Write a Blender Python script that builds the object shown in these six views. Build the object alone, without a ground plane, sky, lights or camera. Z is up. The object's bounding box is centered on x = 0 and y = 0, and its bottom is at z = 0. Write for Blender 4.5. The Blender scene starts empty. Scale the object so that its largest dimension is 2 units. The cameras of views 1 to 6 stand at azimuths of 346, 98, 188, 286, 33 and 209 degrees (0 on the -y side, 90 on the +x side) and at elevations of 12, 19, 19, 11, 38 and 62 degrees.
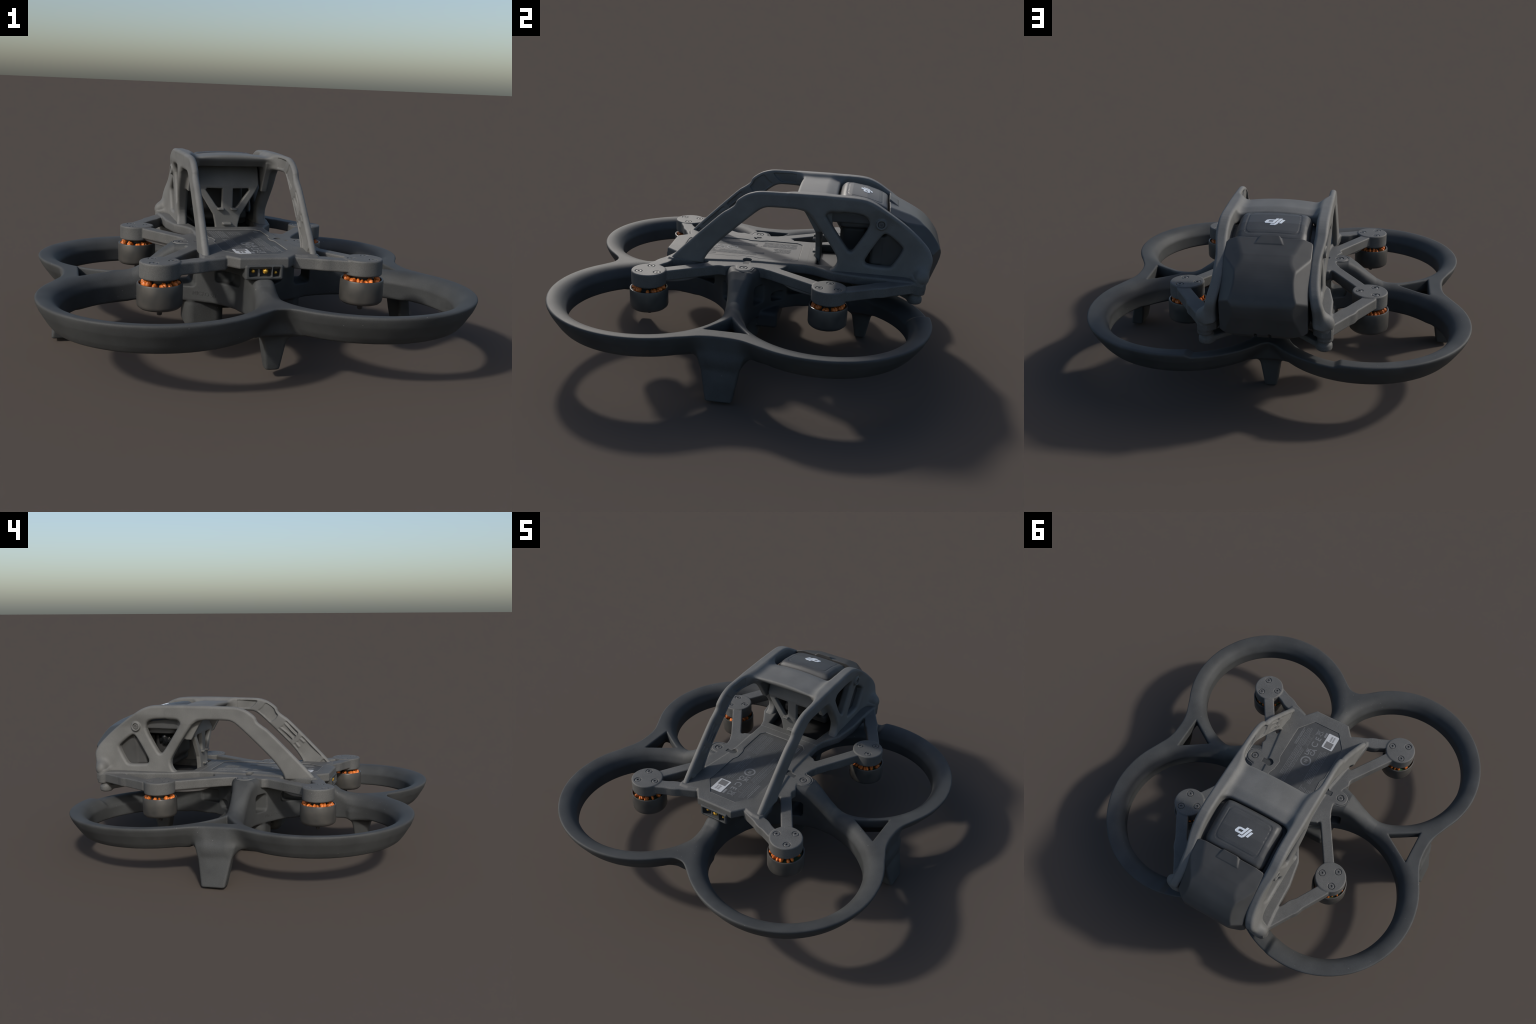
# Ducted camera quadcopter without propellers: built from signed-distance
# descriptions of each moulded part (meshed with surface nets), lathed motors
# and small hand-modelled fittings.
import bpy, bmesh, math, random
import numpy as np
from mathutils import Matrix, Vector

rng = random.Random(7)
F = np.float32

# ------------------------------------------------------------------ helpers
def smin(a, b, k):
    h = np.maximum(k - np.abs(a - b), 0) / k
    return np.minimum(a, b) - h * h * k * F(0.25)

def smax(a, b, k):
    return -smin(-a, -b, k)

DRIFT = 0.0075                # the tail of the airframe leans towards -x
def drift(y):
    return F(DRIFT) * np.maximum(y, 0)

def smooth(e0, e1, v):
    t = np.clip((v - e0) / (e1 - e0), 0, 1)
    return t * t * (3 - 2 * t)

def poly(px, py, pts):
    """signed distance to a closed polygon (negative inside)"""
    pts = [(F(a), F(b)) for a, b in pts]
    d = None
    n = len(pts)
    sgn = None
    for i in range(n):
        ax, ay = pts[i]
        bx, by = pts[i - 1]
        ex, ey = bx - ax, by - ay
        wx, wy = px - ax, py - ay
        t = np.clip((wx * ex + wy * ey) / F(ex * ex + ey * ey + 1e-12), 0, 1)
        qx, qy = wx - ex * t, wy - ey * t
        q = qx * qx + qy * qy
        d = q if d is None else np.minimum(d, q)
        c1, c2, c3 = py >= ay, py < by, (ex * wy) > (ey * wx)
        flip = (c1 & c2 & c3) | (~c1 & ~c2 & ~c3)
        sgn = flip if sgn is None else (sgn ^ flip)
    return np.where(sgn, -1, 1).astype(F) * np.sqrt(d)

def rounded(pts, it=2, f=0.22):
    """corner-cutting subdivision of a closed outline"""
    for _ in range(it):
        out = []
        for i, (x, y) in enumerate(pts):
            nx, ny = pts[(i + 1) % len(pts)]
            out += [(x + (nx - x) * f, y + (ny - y) * f), (nx + (x - nx) * f, ny + (y - ny) * f)]
        pts = out
    return pts

def seg(px, py, a, b):
    ex, ey = b[0] - a[0], b[1] - a[1]
    wx, wy = px - F(a[0]), py - F(a[1])
    t = np.clip((wx * F(ex) + wy * F(ey)) / F(ex * ex + ey * ey), 0, 1)
    return np.hypot(wx - F(ex) * t, wy - F(ey) * t)

def prism(d2, dz, r):
    """rounded extrusion of a 2D distance"""
    a, b = d2 + F(r), dz + F(r)
    return np.sqrt(np.maximum(a, 0) ** 2 + np.maximum(b, 0) ** 2) + np.minimum(np.maximum(a, b), 0) - F(r)

def box(x, y, z, c, h, r=0.0):
    qx, qy, qz = abs(x - F(c[0])) - F(h[0] - r), abs(y - F(c[1])) - F(h[1] - r), abs(z - F(c[2])) - F(h[2] - r)
    return (np.sqrt(np.maximum(qx, 0) ** 2 + np.maximum(qy, 0) ** 2 + np.maximum(qz, 0) ** 2)
            + np.minimum(np.maximum(np.maximum(qx, qy), qz), 0) - F(r))

def mirror_poly(half):
    return half + [(-x, y) for x, y in reversed(half) if abs(x) > 1e-6]

def interp(v, xs, ys):
    return np.interp(v, xs, ys).astype(F)

def surface_nets(fn, lo, hi, h):
    """mesh the zero set of fn over a box; returns verts, quads, normals"""
    ax = [np.arange(lo[i], hi[i] + h, h, dtype=F) for i in range(3)]
    X, Y, Z = ax[0][:, None, None], ax[1][None, :, None], ax[2][None, None, :]
    V = np.broadcast_to(fn(X, Y, Z), (len(ax[0]), len(ax[1]), len(ax[2]))).astype(F)
    S = V < 0
    n = S.shape
    cnt = np.zeros((n[0] - 1, n[1] - 1, n[2] - 1), np.int8)
    for i in (0, 1):
        for j in (0, 1):
            for k in (0, 1):
                cnt += S[i:n[0] - 1 + i, j:n[1] - 1 + j, k:n[2] - 1 + k]
    act = np.argwhere((cnt > 0) & (cnt < 8))
    idx = np.full(cnt.shape, -1, np.int32)
    idx[act[:, 0], act[:, 1], act[:, 2]] = np.arange(len(act))
    corners = [(i, j, k) for i in (0, 1) for j in (0, 1) for k in (0, 1)]
    val = {c: V[act[:, 0] + c[0], act[:, 1] + c[1], act[:, 2] + c[2]] for c in corners}
    acc = np.zeros((len(act), 3), np.float64)
    num = np.zeros(len(act))
    for c in corners:
        for a in range(3):
            if c[a] == 0:
                e = list(c); e[a] = 1; e = tuple(e)
                v0, v1 = val[c], val[e]
                m = (v0 < 0) != (v1 < 0)
                t = np.where(m, v0 / np.where(m, v0 - v1, 1), 0)
                p = np.array(c, float)[None, :].repeat(len(act), 0)
                p[:, a] = t
                acc += p * m[:, None]
                num += m
    P = (acc / num[:, None] + act) * h + np.array(lo)
    quads = []
    for a in range(3):
        b, c = (a + 1) % 3, (a + 2) % 3
        s0 = [slice(None)] * 3; s1 = [slice(None)] * 3
        s0[a] = slice(0, -1); s1[a] = slice(1, None)
        A, B = S[tuple(s0)], S[tuple(s1)]
        e = np.argwhere(A != B)
        ok = (e[:, b] > 0) & (e[:, c] > 0) & (e[:, b] < n[b] - 1) & (e[:, c] < n[c] - 1)
        e = e[ok]
        q = []
        for db, dc in ((-1, -1), (0, -1), (0, 0), (-1, 0)):
            w = e.copy(); w[:, b] += db; w[:, c] += dc
            q.append(idx[w[:, 0], w[:, 1], w[:, 2]])
        q = np.stack(q, 1)
        inside_first = A[e[:, 0], e[:, 1], e[:, 2]]
        q = np.where(inside_first[:, None], q, q[:, ::-1])
        quads.append(q)
    Q = np.concatenate(quads)
    def val_at(p):
        p = p.astype(F)
        return np.broadcast_to(fn(p[:, 0], p[:, 1], p[:, 2]), (len(p),)).astype(np.float64)
    def grad(p, e):
        g = np.zeros_like(p)
        for a in range(3):
            o = np.zeros(3); o[a] = e
            g[:, a] = (val_at(p + o) - val_at(p - o)) / (2 * e)
        return g
    P0 = P.copy()
    for _ in range(2):
        g = grad(P, h * 0.35)
        g2 = np.maximum((g * g).sum(1), 0.05)
        step = g * (val_at(P) / g2)[:, None]
        ln = np.linalg.norm(step, axis=1)[:, None]
        P = P - step * np.minimum(1, h * 0.5 / np.maximum(ln, 1e-9))
        P = P0 + np.clip(P - P0, -h * 0.7, h * 0.7)
    N = grad(P, h * 0.6)
    N /= np.maximum(np.linalg.norm(N, axis=1)[:, None], 1e-9)
    return P, Q, N

ROOT = None
def add(obj, parent=None):
    bpy.context.scene.collection.objects.link(obj)
    p = parent or ROOT
    if p is not None:
        obj.parent = p
    return obj

def mesh_obj(name, verts, faces, mat, normals=None, parent=None, smooth_faces=True):
    me = bpy.data.meshes.new(name)
    me.from_pydata([tuple(v) for v in verts], [], [tuple(int(i) for i in f) for f in faces])
    if smooth_faces:
        me.polygons.foreach_set("use_smooth", [True] * len(me.polygons))
    me.materials.append(mat)
    me.update()
    if normals is not None:
        me.normals_split_custom_set_from_vertices([tuple(v) for v in normals])
    o = bpy.data.objects.new(name, me)
    return add(o, parent)

def sdf_obj(name, fn, lo, hi, h, mat, parent=None):
    P, Q, N = surface_nets(fn, lo, hi, h)
    return mesh_obj(name, P, Q, mat, N, parent)

def split_obj(fn, lo, hi, h, mat, region):
    """mesh one seamless body, then separate its faces by region name"""
    P, Q, N = surface_nets(fn, lo, hi, h)
    C = P[Q].mean(1)
    names = region(C)
    for nm in sorted(set(names.tolist())):
        f = Q[names == nm]
        used, inv = np.unique(f, return_inverse=True)
        mesh_obj(nm.split("|")[0], P[used], inv.reshape(f.shape), mat, N[used])

def lathe(name, prof, mat, seg_n=64, parent=None, sharp=35):
    verts, faces = [], []
    m = len(prof)
    for i in range(seg_n):
        a = 2 * math.pi * i / seg_n
        verts += [(r * math.cos(a), r * math.sin(a), z) for r, z in prof]
    for i in range(seg_n):
        j = (i + 1) % seg_n
        for k in range(m - 1):
            faces.append((i * m + k, j * m + k, j * m + k + 1, i * m + k + 1))
    bm = bmesh.new()
    vs = [bm.verts.new(v) for v in verts]
    for f in faces:
        try:
            bm.faces.new([vs[i] for i in f])
        except ValueError:
            pass
    bmesh.ops.remove_doubles(bm, verts=bm.verts, dist=1e-5)
    bmesh.ops.dissolve_degenerate(bm, edges=bm.edges, dist=1e-6)
    bmesh.ops.recalc_face_normals(bm, faces=bm.faces)
    for f in bm.faces:
        f.smooth = True
    for e in bm.edges:
        if len(e.link_faces) == 2 and e.calc_face_angle(0) > math.radians(sharp):
            e.smooth = False
    me = bpy.data.meshes.new(name)
    bm.to_mesh(me); bm.free()
    me.materials.append(mat)
    return me

def flat_prism(name, pts, z0, z1, mat, parent=None, tilt=0.0, bevel=0.0):
    """polygon extruded between two heights, on the sloping deck plane"""
    bm = bmesh.new()
    top = [bm.verts.new((x, y, z1 - tilt * y)) for x, y in pts]
    bot = [bm.verts.new((x, y, z0 - tilt * y)) for x, y in pts]
    bm.faces.new(top); bm.faces.new(bot[::-1])
    n = len(pts)
    for i in range(n):
        bm.faces.new((top[i], bot[i], bot[(i + 1) % n], top[(i + 1) % n]))
    bmesh.ops.recalc_face_normals(bm, faces=bm.faces)
    if bevel:
        ed = [e for e in bm.edges if all(v in top for v in e.verts)]
        bmesh.ops.bevel(bm, geom=ed, offset=bevel, segments=2, affect='EDGES')
    me = bpy.data.meshes.new(name)
    bm.to_mesh(me); bm.free()
    me.materials.append(mat)
    return add(bpy.data.objects.new(name, me), parent)

# ---------------------------------------------------------------- materials
def material(name, col, rough=0.55, var=0.12, scale=9.0, grain=0.18, grain_scale=420.0,
             bump=0.08, dust=0.0, metallic=0.0, spec=0.4, tint=None):
    m = bpy.data.materials.new(name)
    m.use_nodes = True
    nt = m.node_tree
    bs = nt.nodes["Principled BSDF"]
    N, L = nt.nodes.new, nt.links.new
    tc = N("ShaderNodeTexCoord")
    n1 = N("ShaderNodeTexNoise"); n1.inputs["Scale"].default_value = scale
    n1.inputs["Detail"].default_value = 5
    L(tc.outputs["Object"], n1.inputs["Vector"])
    r1 = N("ShaderNodeValToRGB")
    lo = [c * (1 - var) for c in col]; hi = [c * (1 + var) for c in col]
    if tint:
        hi = [c * (1 + var) * t for c, t in zip(col, tint)]
    r1.color_ramp.elements[0].position = 0.32; r1.color_ramp.elements[0].color = (*lo, 1)
    r1.color_ramp.elements[1].position = 0.68; r1.color_ramp.elements[1].color = (*hi, 1)
    L(n1.outputs["Fac"], r1.inputs["Fac"])
    n2 = N("ShaderNodeTexNoise"); n2.inputs["Scale"].default_value = grain_scale
    n2.inputs["Detail"].default_value = 2
    L(tc.outputs["Object"], n2.inputs["Vector"])
    mr = N("ShaderNodeMapRange")
    mr.inputs["From Min"].default_value = 0.3; mr.inputs["From Max"].default_value = 0.7
    mr.inputs["To Min"].default_value = 1 - grain; mr.inputs["To Max"].default_value = 1 + grain
    L(n2.outputs["Fac"], mr.inputs["Value"])
    mx = N("ShaderNodeMix"); mx.data_type = 'RGBA'; mx.blend_type = 'MULTIPLY'
    mx.inputs["Factor"].default_value = 1
    L(r1.outputs["Color"], mx.inputs["A"]); L(mr.outputs["Result"], mx.inputs["B"])
    out = mx.outputs["Result"]
    if dust:
        vo = N("ShaderNodeTexVoronoi"); vo.inputs["Scale"].default_value = 46
        L(tc.outputs["Object"], vo.inputs["Vector"])
        lt = N("ShaderNodeMapRange")
        lt.inputs["From Min"].default_value = 0.085; lt.inputs["From Max"].default_value = 0.04
        L(vo.outputs["Distance"], lt.inputs["Value"])
        wn = N("ShaderNodeSeparateColor"); L(vo.outputs["Color"], wn.inputs["Color"])
        gt = N("ShaderNodeMath"); gt.operation = 'GREATER_THAN'; gt.inputs[1].default_value = 0.86
        L(wn.outputs["Red"], gt.inputs[0])
        mu = N("ShaderNodeMath"); mu.operation = 'MULTIPLY'
        L(lt.outputs["Result"], mu.inputs[0]); L(gt.outputs["Value"], mu.inputs[1])
        mu2 = N("ShaderNodeMath"); mu2.operation = 'MULTIPLY'; mu2.inputs[1].default_value = dust
        L(mu.outputs["Value"], mu2.inputs[0])
        m2 = N("ShaderNodeMix"); m2.data_type = 'RGBA'
        m2.inputs["B"].default_value = (0.30, 0.30, 0.29, 1)
        L(mu2.outputs["Value"], m2.inputs["Factor"]); L(out, m2.inputs["A"])
        out = m2.outputs["Result"]
    L(out, bs.inputs["Base Color"])
    rr = N("ShaderNodeMapRange")
    rr.inputs["To Min"].default_value = rough - 0.07; rr.inputs["To Max"].default_value = rough + 0.07
    L(n1.outputs["Fac"], rr.inputs["Value"]); L(rr.outputs["Result"], bs.inputs["Roughness"])
    bs.inputs["Metallic"].default_value = metallic
    bs.inputs["Specular IOR Level"].default_value = spec
    if bump:
        bp = N("ShaderNodeBump"); bp.inputs["Strength"].default_value = bump
        bp.inputs["Distance"].default_value = 0.002
        L(n2.outputs["Fac"], bp.inputs["Height"]); L(bp.outputs["Normal"], bs.inputs["Normal"])
    return m

M_GUARD = material("guard_plastic", (0.050, 0.052, 0.052), rough=0.62, dust=0.7, spec=0.22, var=0.16, scale=7.0)
M_CAGE = material("cage_plastic", (0.120, 0.120, 0.115), rough=0.62, dust=0.4, grain=0.12, spec=0.3)
M_DECK = material("deck_plastic", (0.082, 0.082, 0.079), rough=0.64, dust=0.75, grain=0.30, spec=0.4)
M_LABEL = material("label_plate_ink", (0.055, 0.056, 0.056), rough=0.6, dust=0.5, grain=0.25)
M_PRINT = material("label_print", (0.150, 0.155, 0.160), rough=0.6, bump=0)
M_STICKER = material("white_sticker", (0.42, 0.43, 0.44), rough=0.5, var=0.05, bump=0)
M_STICKER_INK = material("sticker_ink", (0.12, 0.12, 0.12), rough=0.6, bump=0)
M_CAP = material("smooth_cap_plastic", (0.052, 0.052, 0.051), rough=0.43, grain=0.08, bump=0.03, spec=0.28)
M_BOX = material("camera_housing_plastic", (0.052, 0.053, 0.053), rough=0.5, dust=0.4)
M_LOGO = material("logo_white", (0.62, 0.66, 0.70), rough=0.4, var=0.03, bump=0)
M_COPPER = material("copper_wire", (0.62, 0.16, 0.025), rough=0.42, var=0.35, scale=90, grain=0.3)
nt = M_COPPER.node_tree          # random tone per winding, value range lifted to match sunlit copper
oi = nt.nodes.new("ShaderNodeObjectInfo"); hs = nt.nodes.new("ShaderNodeHueSaturation"); mrr = nt.nodes.new("ShaderNodeMapRange")
mrr.inputs["To Min"].default_value = 0.6; mrr.inputs["To Max"].default_value = 1.1
bs_in = nt.nodes["Principled BSDF"].inputs["Base Color"]
src = bs_in.links[0].from_socket
nt.links.new(oi.outputs["Random"], mrr.inputs["Value"]); nt.links.new(mrr.outputs["Result"], hs.inputs["Value"])
nt.links.new(src, hs.inputs["Color"]); nt.links.new(hs.outputs["Color"], bs_in)
M_BELL = material("motor_bell_metal", (0.050, 0.050, 0.048), rough=0.36, var=0.25, scale=14, tint=(1.08, 1.0, 0.92), grain=0.06, bump=0.02, spec=0.5)
M_SCREW = material("screw_coating", (0.085, 0.085, 0.083), rough=0.5)
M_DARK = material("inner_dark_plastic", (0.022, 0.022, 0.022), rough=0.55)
M_CORE = material("stator_core", (0.03, 0.032, 0.028), rough=0.5)
M_GREEN = material("winding_insulation", (0.05, 0.11, 0.05), rough=0.5)
M_GOLD = material("gold_contact", (0.75, 0.42, 0.06), rough=0.3, metallic=0.6, var=0.4, scale=120)
M_CABLE = material("cable_sleeve", (0.145, 0.14, 0.138), rough=0.6)
M_GLASS = material("lens_glass", (0.01, 0.011, 0.012), rough=0.08, var=0.05, bump=0, spec=0.6)

# -------------------------------------------------------------------- root
ROOT = bpy.data.objects.new("camera_drone", None)
bpy.context.scene.collection.objects.link(ROOT)
ROOT["label"] = "dark grey ducted quadcopter with roll cage, motors without propellers"
ROOT["category"] = "drone"

# ------------------------------------------------- propeller guard (4 ducts)
TILT = 0.0245                 # the whole guard leans down towards +y
Y0 = -0.0208                  # its mid line between front and rear ducts
DUCTS = ((0.4548, -0.4746, 0.5232), (0.4474, 0.4331, 0.5357))   # |x|, y, lip radius
BORES = ((0.462, -0.484), (0.461, 0.443))
R_BORE, LIP, LIP_TOP, FOOT_Z, R_FOOT = 0.412, 0.3110, 0.3240, 0.1915, 0.452

def guard_sdf(x, y, z):
    ax = abs(x)
    dy = y - F(Y0)
    ady = abs(dy)
    z = z + F(TILT) * y
    # filled cones that carry the duct lips
    d = None
    for cx, cy, R in DUCTS:
        r = np.hypot(ax - F(cx), y - F(cy))
        sl = (R - R_FOOT) / (LIP - FOOT_Z)
        nrm = 1 / math.hypot(1, sl)
        cone = (r - F(R) - (z - F(LIP)) * F(sl)) * F(nrm)
        bulge = F(0.006) * smooth(0.32, 0.27, z) * smooth(0.18, 0.23, z)
        c = smax(cone - bulge, r - F(R + 0.001), F(0.006))
        c = smax(c, F(FOOT_Z) - z, F(0.012))
        d = c if d is None else smin(d, c, F(0.012))
    # side webs with the outer legs
    flare = F(0.135) - F(0.75) * smooth(0.05, 0.17, ady)
    xo = F(0.864) + F(0.95) * dy * dy + (F(LIP) - z) * flare
    web = smax(smax(ax - xo, F(0.55) - ax, F(0.01)), ady - F(0.21), F(0.06))
    d = smin(d, smax(web, F(FOOT_Z) - z, F(0.03)), F(0.025))
    yo = F(0.776) + F(5.0) * x * x - (F(LIP) - z) * F(0.78)
    web = smax(smax(ady - yo, F(0.45) - ady, F(0.01)), ax - F(0.095), F(0.05))
    d = smin(d, smax(web, F(FOOT_Z) - z, F(0.03)), F(0.025))
    # common top plane; the rear lips are trimmed below the damper knobs
    top = F(LIP_TOP) - F(0.018) * smooth(0.365, 0.325, ax) * smooth(0.60, 0.68, y)
    d = smax(d, z - top, F(0.012))
    # spines that climb from the webs to the hub
    zs = interp(ax, [0.2, 0.275, 0.345, 0.39, 0.45, 0.50, 0.54, 0.60, 0.7],
                [0.460, 0.460, 0.458, 0.430, 0.386, 0.354, 0.338, 0.326, 0.300])
    sp = smax(smax(z - zs, ady - F(0.15), F(0.02)), smax(ax - F(0.66), F(0.16) - ax, F(0.02)), F(0.02))
    sp = smax(sp, F(FOOT_Z) - z, F(0.02)) * F(0.8)
    d = smin(d, sp, F(0.012))
    zf = interp(ady, [0.34, 0.380, 0.394, 0.468, 0.50, 0.54, 0.60, 0.75],
                [0.43, 0.43, 0.374, 0.372, 0.347, 0.334, 0.325, 0.300])
    sp = smax(smax(z - zf, ax - F(0.10), F(0.02)), smax(ady - F(0.73), F(0.30) - ady, F(0.02)), F(0.02))
    sp = smax(sp, F(FOOT_Z) - z, F(0.02)) * F(0.8)
    d = smin(d, sp, F(0.02))
    # hub between the four bores
    hub = smax(box(x, y, z, (0, Y0, 0.314), (0.30, 0.385, 0.121), 0.0), (ax + ady * F(0.30) - F(0.34)), F(0.02))
    d = smin(d, hub, F(0.015))
    # bores, rounded into bell mouths at the lip
    kb = F(0.014) + F(0.078) * smooth(0.215, 0.295, z) * (1 - F(0.70) * np.minimum(smooth(0.60, 0.38, ax) * smooth(0.28, 0.16, ady) + smooth(0.62, 0.48, ady) * smooth(0.2, 0.1, ax), 1))
    for cx, cy in BORES:
        r = np.hypot(ax - F(cx), y - F(cy))
        d = smax(d, F(R_BORE) - r, kb)
    # legs
    def leg(u, v, u0, u1, s0, s1, w0, w1, zb):
        t = np.clip((z - zb) / F(0.15), -0.2, 1.6)
        mid = F((u0 + u1) / 2) + F((s0 + s1) / 2) * t
        half = F((u1 - u0) / 2) + F((s1 - s0) / 2) * t
        a = abs(u - mid) - half
        b = abs(v) - (F(w0) + F(w1 - w0) * t)
        q = prism(np.maximum(a, 0) * 0 + smax(a, b, F(0.014)), abs(z - zb - F(0.105)) - F(0.105), 0.008)
        return q
    d = smin(d, leg(ax, dy, 0.850, 0.918, -0.030, -0.035, 0.064, 0.093, F(0.011)), F(0.045))
    d = smin(d, leg(ady, x, 0.605, 0.664, -0.024, 0.028, 0.031, 0.052, np.where(y > 0, F(0.0148), F(0.020))), F(0.038))
    # pods under the hub
    d = smin(d, box(ax, y, z, (0.195, -0.03, 0.125), (0.095, 0.095, 0.085), 0.045), F(0.012))
    d = smin(d, box(ax, y, z, (0.15, 0.06, 0.17), (0.13, 0.11, 0.045), 0.02), F(0.01))
    # triangular lightening hole in each side web
    tri = poly(ax + y * 0, y + ax * 0, [(0.628, -0.012), (0.789, -0.114), (0.789, 0.094)])
    d = smax(d, -(tri + F(0.001)), F(0.012))
    low = np.maximum(tri - F(0.036), z - F(0.250))
    d = smax(d, -low, F(0.02))
    # windows and pockets in the hub walls
    d = smax(d, -box(ax, y, z, (0.290, -0.012, 0.314), (0.045, 0.16, 0.052), 0.020), F(0.008))   # opening below the tab
    d = smax(d, -box(ax, y, z, (0.118, -0.265, 0.328), (0.048, 0.075, 0.030), 0.016), F(0.008))
    d = smax(d, -box(ax, y, z, (0.092, 0.270, 0.305), (0.040, 0.070, 0.040), 0.016), F(0.008))
    d = smax(d, -box(ax, y, z, (0.165, 0.160, 0.270), (0.030, 0.055, 0.026), 0.014), F(0.008))
    return d

def guard_region(C):
    x, y, z = C.T
    zz = z + TILT * y
    out = np.where(y < Y0, np.where(x < 0, "propeller_duct|a", "propeller_duct|b"),
                   np.where(x < 0, "propeller_duct|c", "propeller_duct|d")).astype(object)
    ay = abs(y - Y0)
    out[(ay < 0.10) & (abs(x) > 0.30) & (abs(x) < 0.64) & (x < 0)] = "duct_strut|a"
    out[(ay < 0.10) & (abs(x) > 0.30) & (abs(x) < 0.64) & (x > 0)] = "duct_strut|b"
    out[(abs(x) < 0.06) & (ay > 0.44) & (ay < 0.68) & (y < 0)] = "duct_strut|c"
    out[(abs(x) < 0.06) & (ay > 0.44) & (ay < 0.68) & (y > 0)] = "duct_strut|d"
    out[(abs(x) < 0.30) & (ay < 0.44)] = "hub_body|a"
    leg = zz < 0.165
    out[leg & (x < -0.6)] = "landing_leg|a"
    out[leg & (x > 0.6)] = "landing_leg|b"
    out[leg & (y < -0.5) & (abs(x) < 0.2)] = "landing_leg|c"
    out[leg & (y > 0.45) & (abs(x) < 0.2)] = "landing_leg|d"
    return out.astype(str)

split_obj(guard_sdf, (-1.02, -1.03, -0.03), (1.02, 1.01, 0.50), 0.0055, M_GUARD, guard_region)

# ---------------------------------------------------------------- top deck
DT = 0.0150                    # slope of the deck towards +y
DZ = 0.473                     # height of the deck plane at y = 0
MOUNTS = ((0.460, -0.479), (0.468, 0.447))
DECK_HALF = [(0, -0.474), (0.110, -0.474), (0.160, -0.410), (0.215, -0.428), (0.262, -0.430), (0.274, -0.40),
             (0.264, -0.31), (0.242, -0.24), (0.212, -0.06), (0.205, 0.0), (0.200, 0.05), (0.200, 0.30),
             (0.213, 0.351), (0.270, 0.454), (0.294, 0.60), (0.298, 0.78), (0.308, 0.88), (0.306, 0.925),
             (0.262, 0.934), (0.222, 0.90), (0.196, 0.70), (0.186, 0.50), (0.165, 0.355), (0, 0.352)]
LABEL_HALF = [(0, -0.396), (0.084, -0.396), (0.153, -0.305), (0.152, -0.075), (0.138, -0.045),
              (0.142, 0.015), (0.155, 0.045), (0.155, 0.225), (0.130, 0.253), (0, 0.253)]
NODE_HALF = [(0.10, -0.30), (0.245, -0.22), (0.300, -0.115), (0.275, -0.06), (0.275, 0.045), (0.290, 0.115), (0.245, 0.19), (0.10, 0.25)]

def deck_sdf(x, y, z):
    x = x + drift(y)
    ax = abs(x)
    zd = z + F(DT) * y
    top = F(DZ)
    d2 = poly(ax + 0 * y, y + 0 * ax, DECK_HALF + [(-0.05, 0.352), (-0.05, -0.474)])
    deck = prism(d2, abs(zd - F(DZ - 0.026)) - F(0.026), 0.010)
    lab = poly(ax + 0 * y, y + 0 * ax, LABEL_HALF + [(-0.05, 0.253), (-0.05, -0.396)])
    deck = np.maximum(deck, -np.maximum(lab, F(DZ - 0.005) - zd))
    # key slots in the deck edge
    slot = np.minimum(np.hypot(ax - F(0.190), y + F(0.012)) - F(0.024), np.maximum(abs(y + F(0.012)) - F(0.013), F(0.19) - ax))
    # arm plate
    a2 = poly(ax + 0 * y, y + 0 * ax, NODE_HALF)
    a2 = smin(a2, np.hypot(ax - F(0.292), y + F(0.014)) - F(0.046), F(0.02))
    fm, rm = MOUNTS
    bars = [seg(ax, y, (0.250, -0.140), (0.425, -0.412)) - F(0.031),
            seg(ax, y, (0.180, -0.398), (0.300, -0.447)) - F(0.030),
            seg(ax, y, (0.290, -0.443), (0.430, -0.508)) - F(0.0315),
            seg(ax, y, (0.268, 0.130), (0.430, 0.390)) - F(0.030),
            seg(ax, y, (0.466, 0.530), (0.366, 0.700)) - F(0.034),
            seg(ax, y, (0.366, 0.700), (0.282, 0.840)) - F(0.038)]
    for b in bars:
        a2 = smin(a2, b, F(0.022))
    arm_top = F(0.4625) + (F(0.0015)) * 0 * y
    arm = prism(a2, abs(zd - F(0.4355)) - F(0.0275), 0.007)
    # rear foot below the cage
    foot = prism(np.hypot(ax - F(0.277), y - F(0.893)) - F(0.037), abs(zd - F(0.430)) - F(0.03), 0.008)
    arm = smin(arm, foot, F(0.015))
    d = smin(deck, arm, F(0.010))
    d = np.maximum(d, -np.maximum(np.maximum(slot, ax - F(0.236)), F(DZ - 0.022) - zd))
    # motor mounts with counterbored screw seats
    for (mx, my), sc in zip(MOUNTS, SCREWS):
        r = np.hypot(ax - F(mx), y - F(my))
        m = prism(r - F(0.0885), abs(zd - F(0.4315)) - F(0.0365), 0.007)
        d = smin(d, m, F(0.006))
        for sx, sy in sc:
            d = np.maximum(d, -np.maximum(np.hypot(ax - F(sx), y - F(sy)) - F(0.0190), F(0.4630) - zd))
    d = np.maximum(d, -np.maximum(np.hypot(ax - F(0.292), y + F(0.014)) - F(0.0215), F(0.4565) - zd))
    return d

SCREWS = [[(0.491, -0.522), (0.487, -0.428), (0.404, -0.480)], [(0.415, 0.449), (0.492, 0.400), (0.496, 0.493)]]

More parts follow.
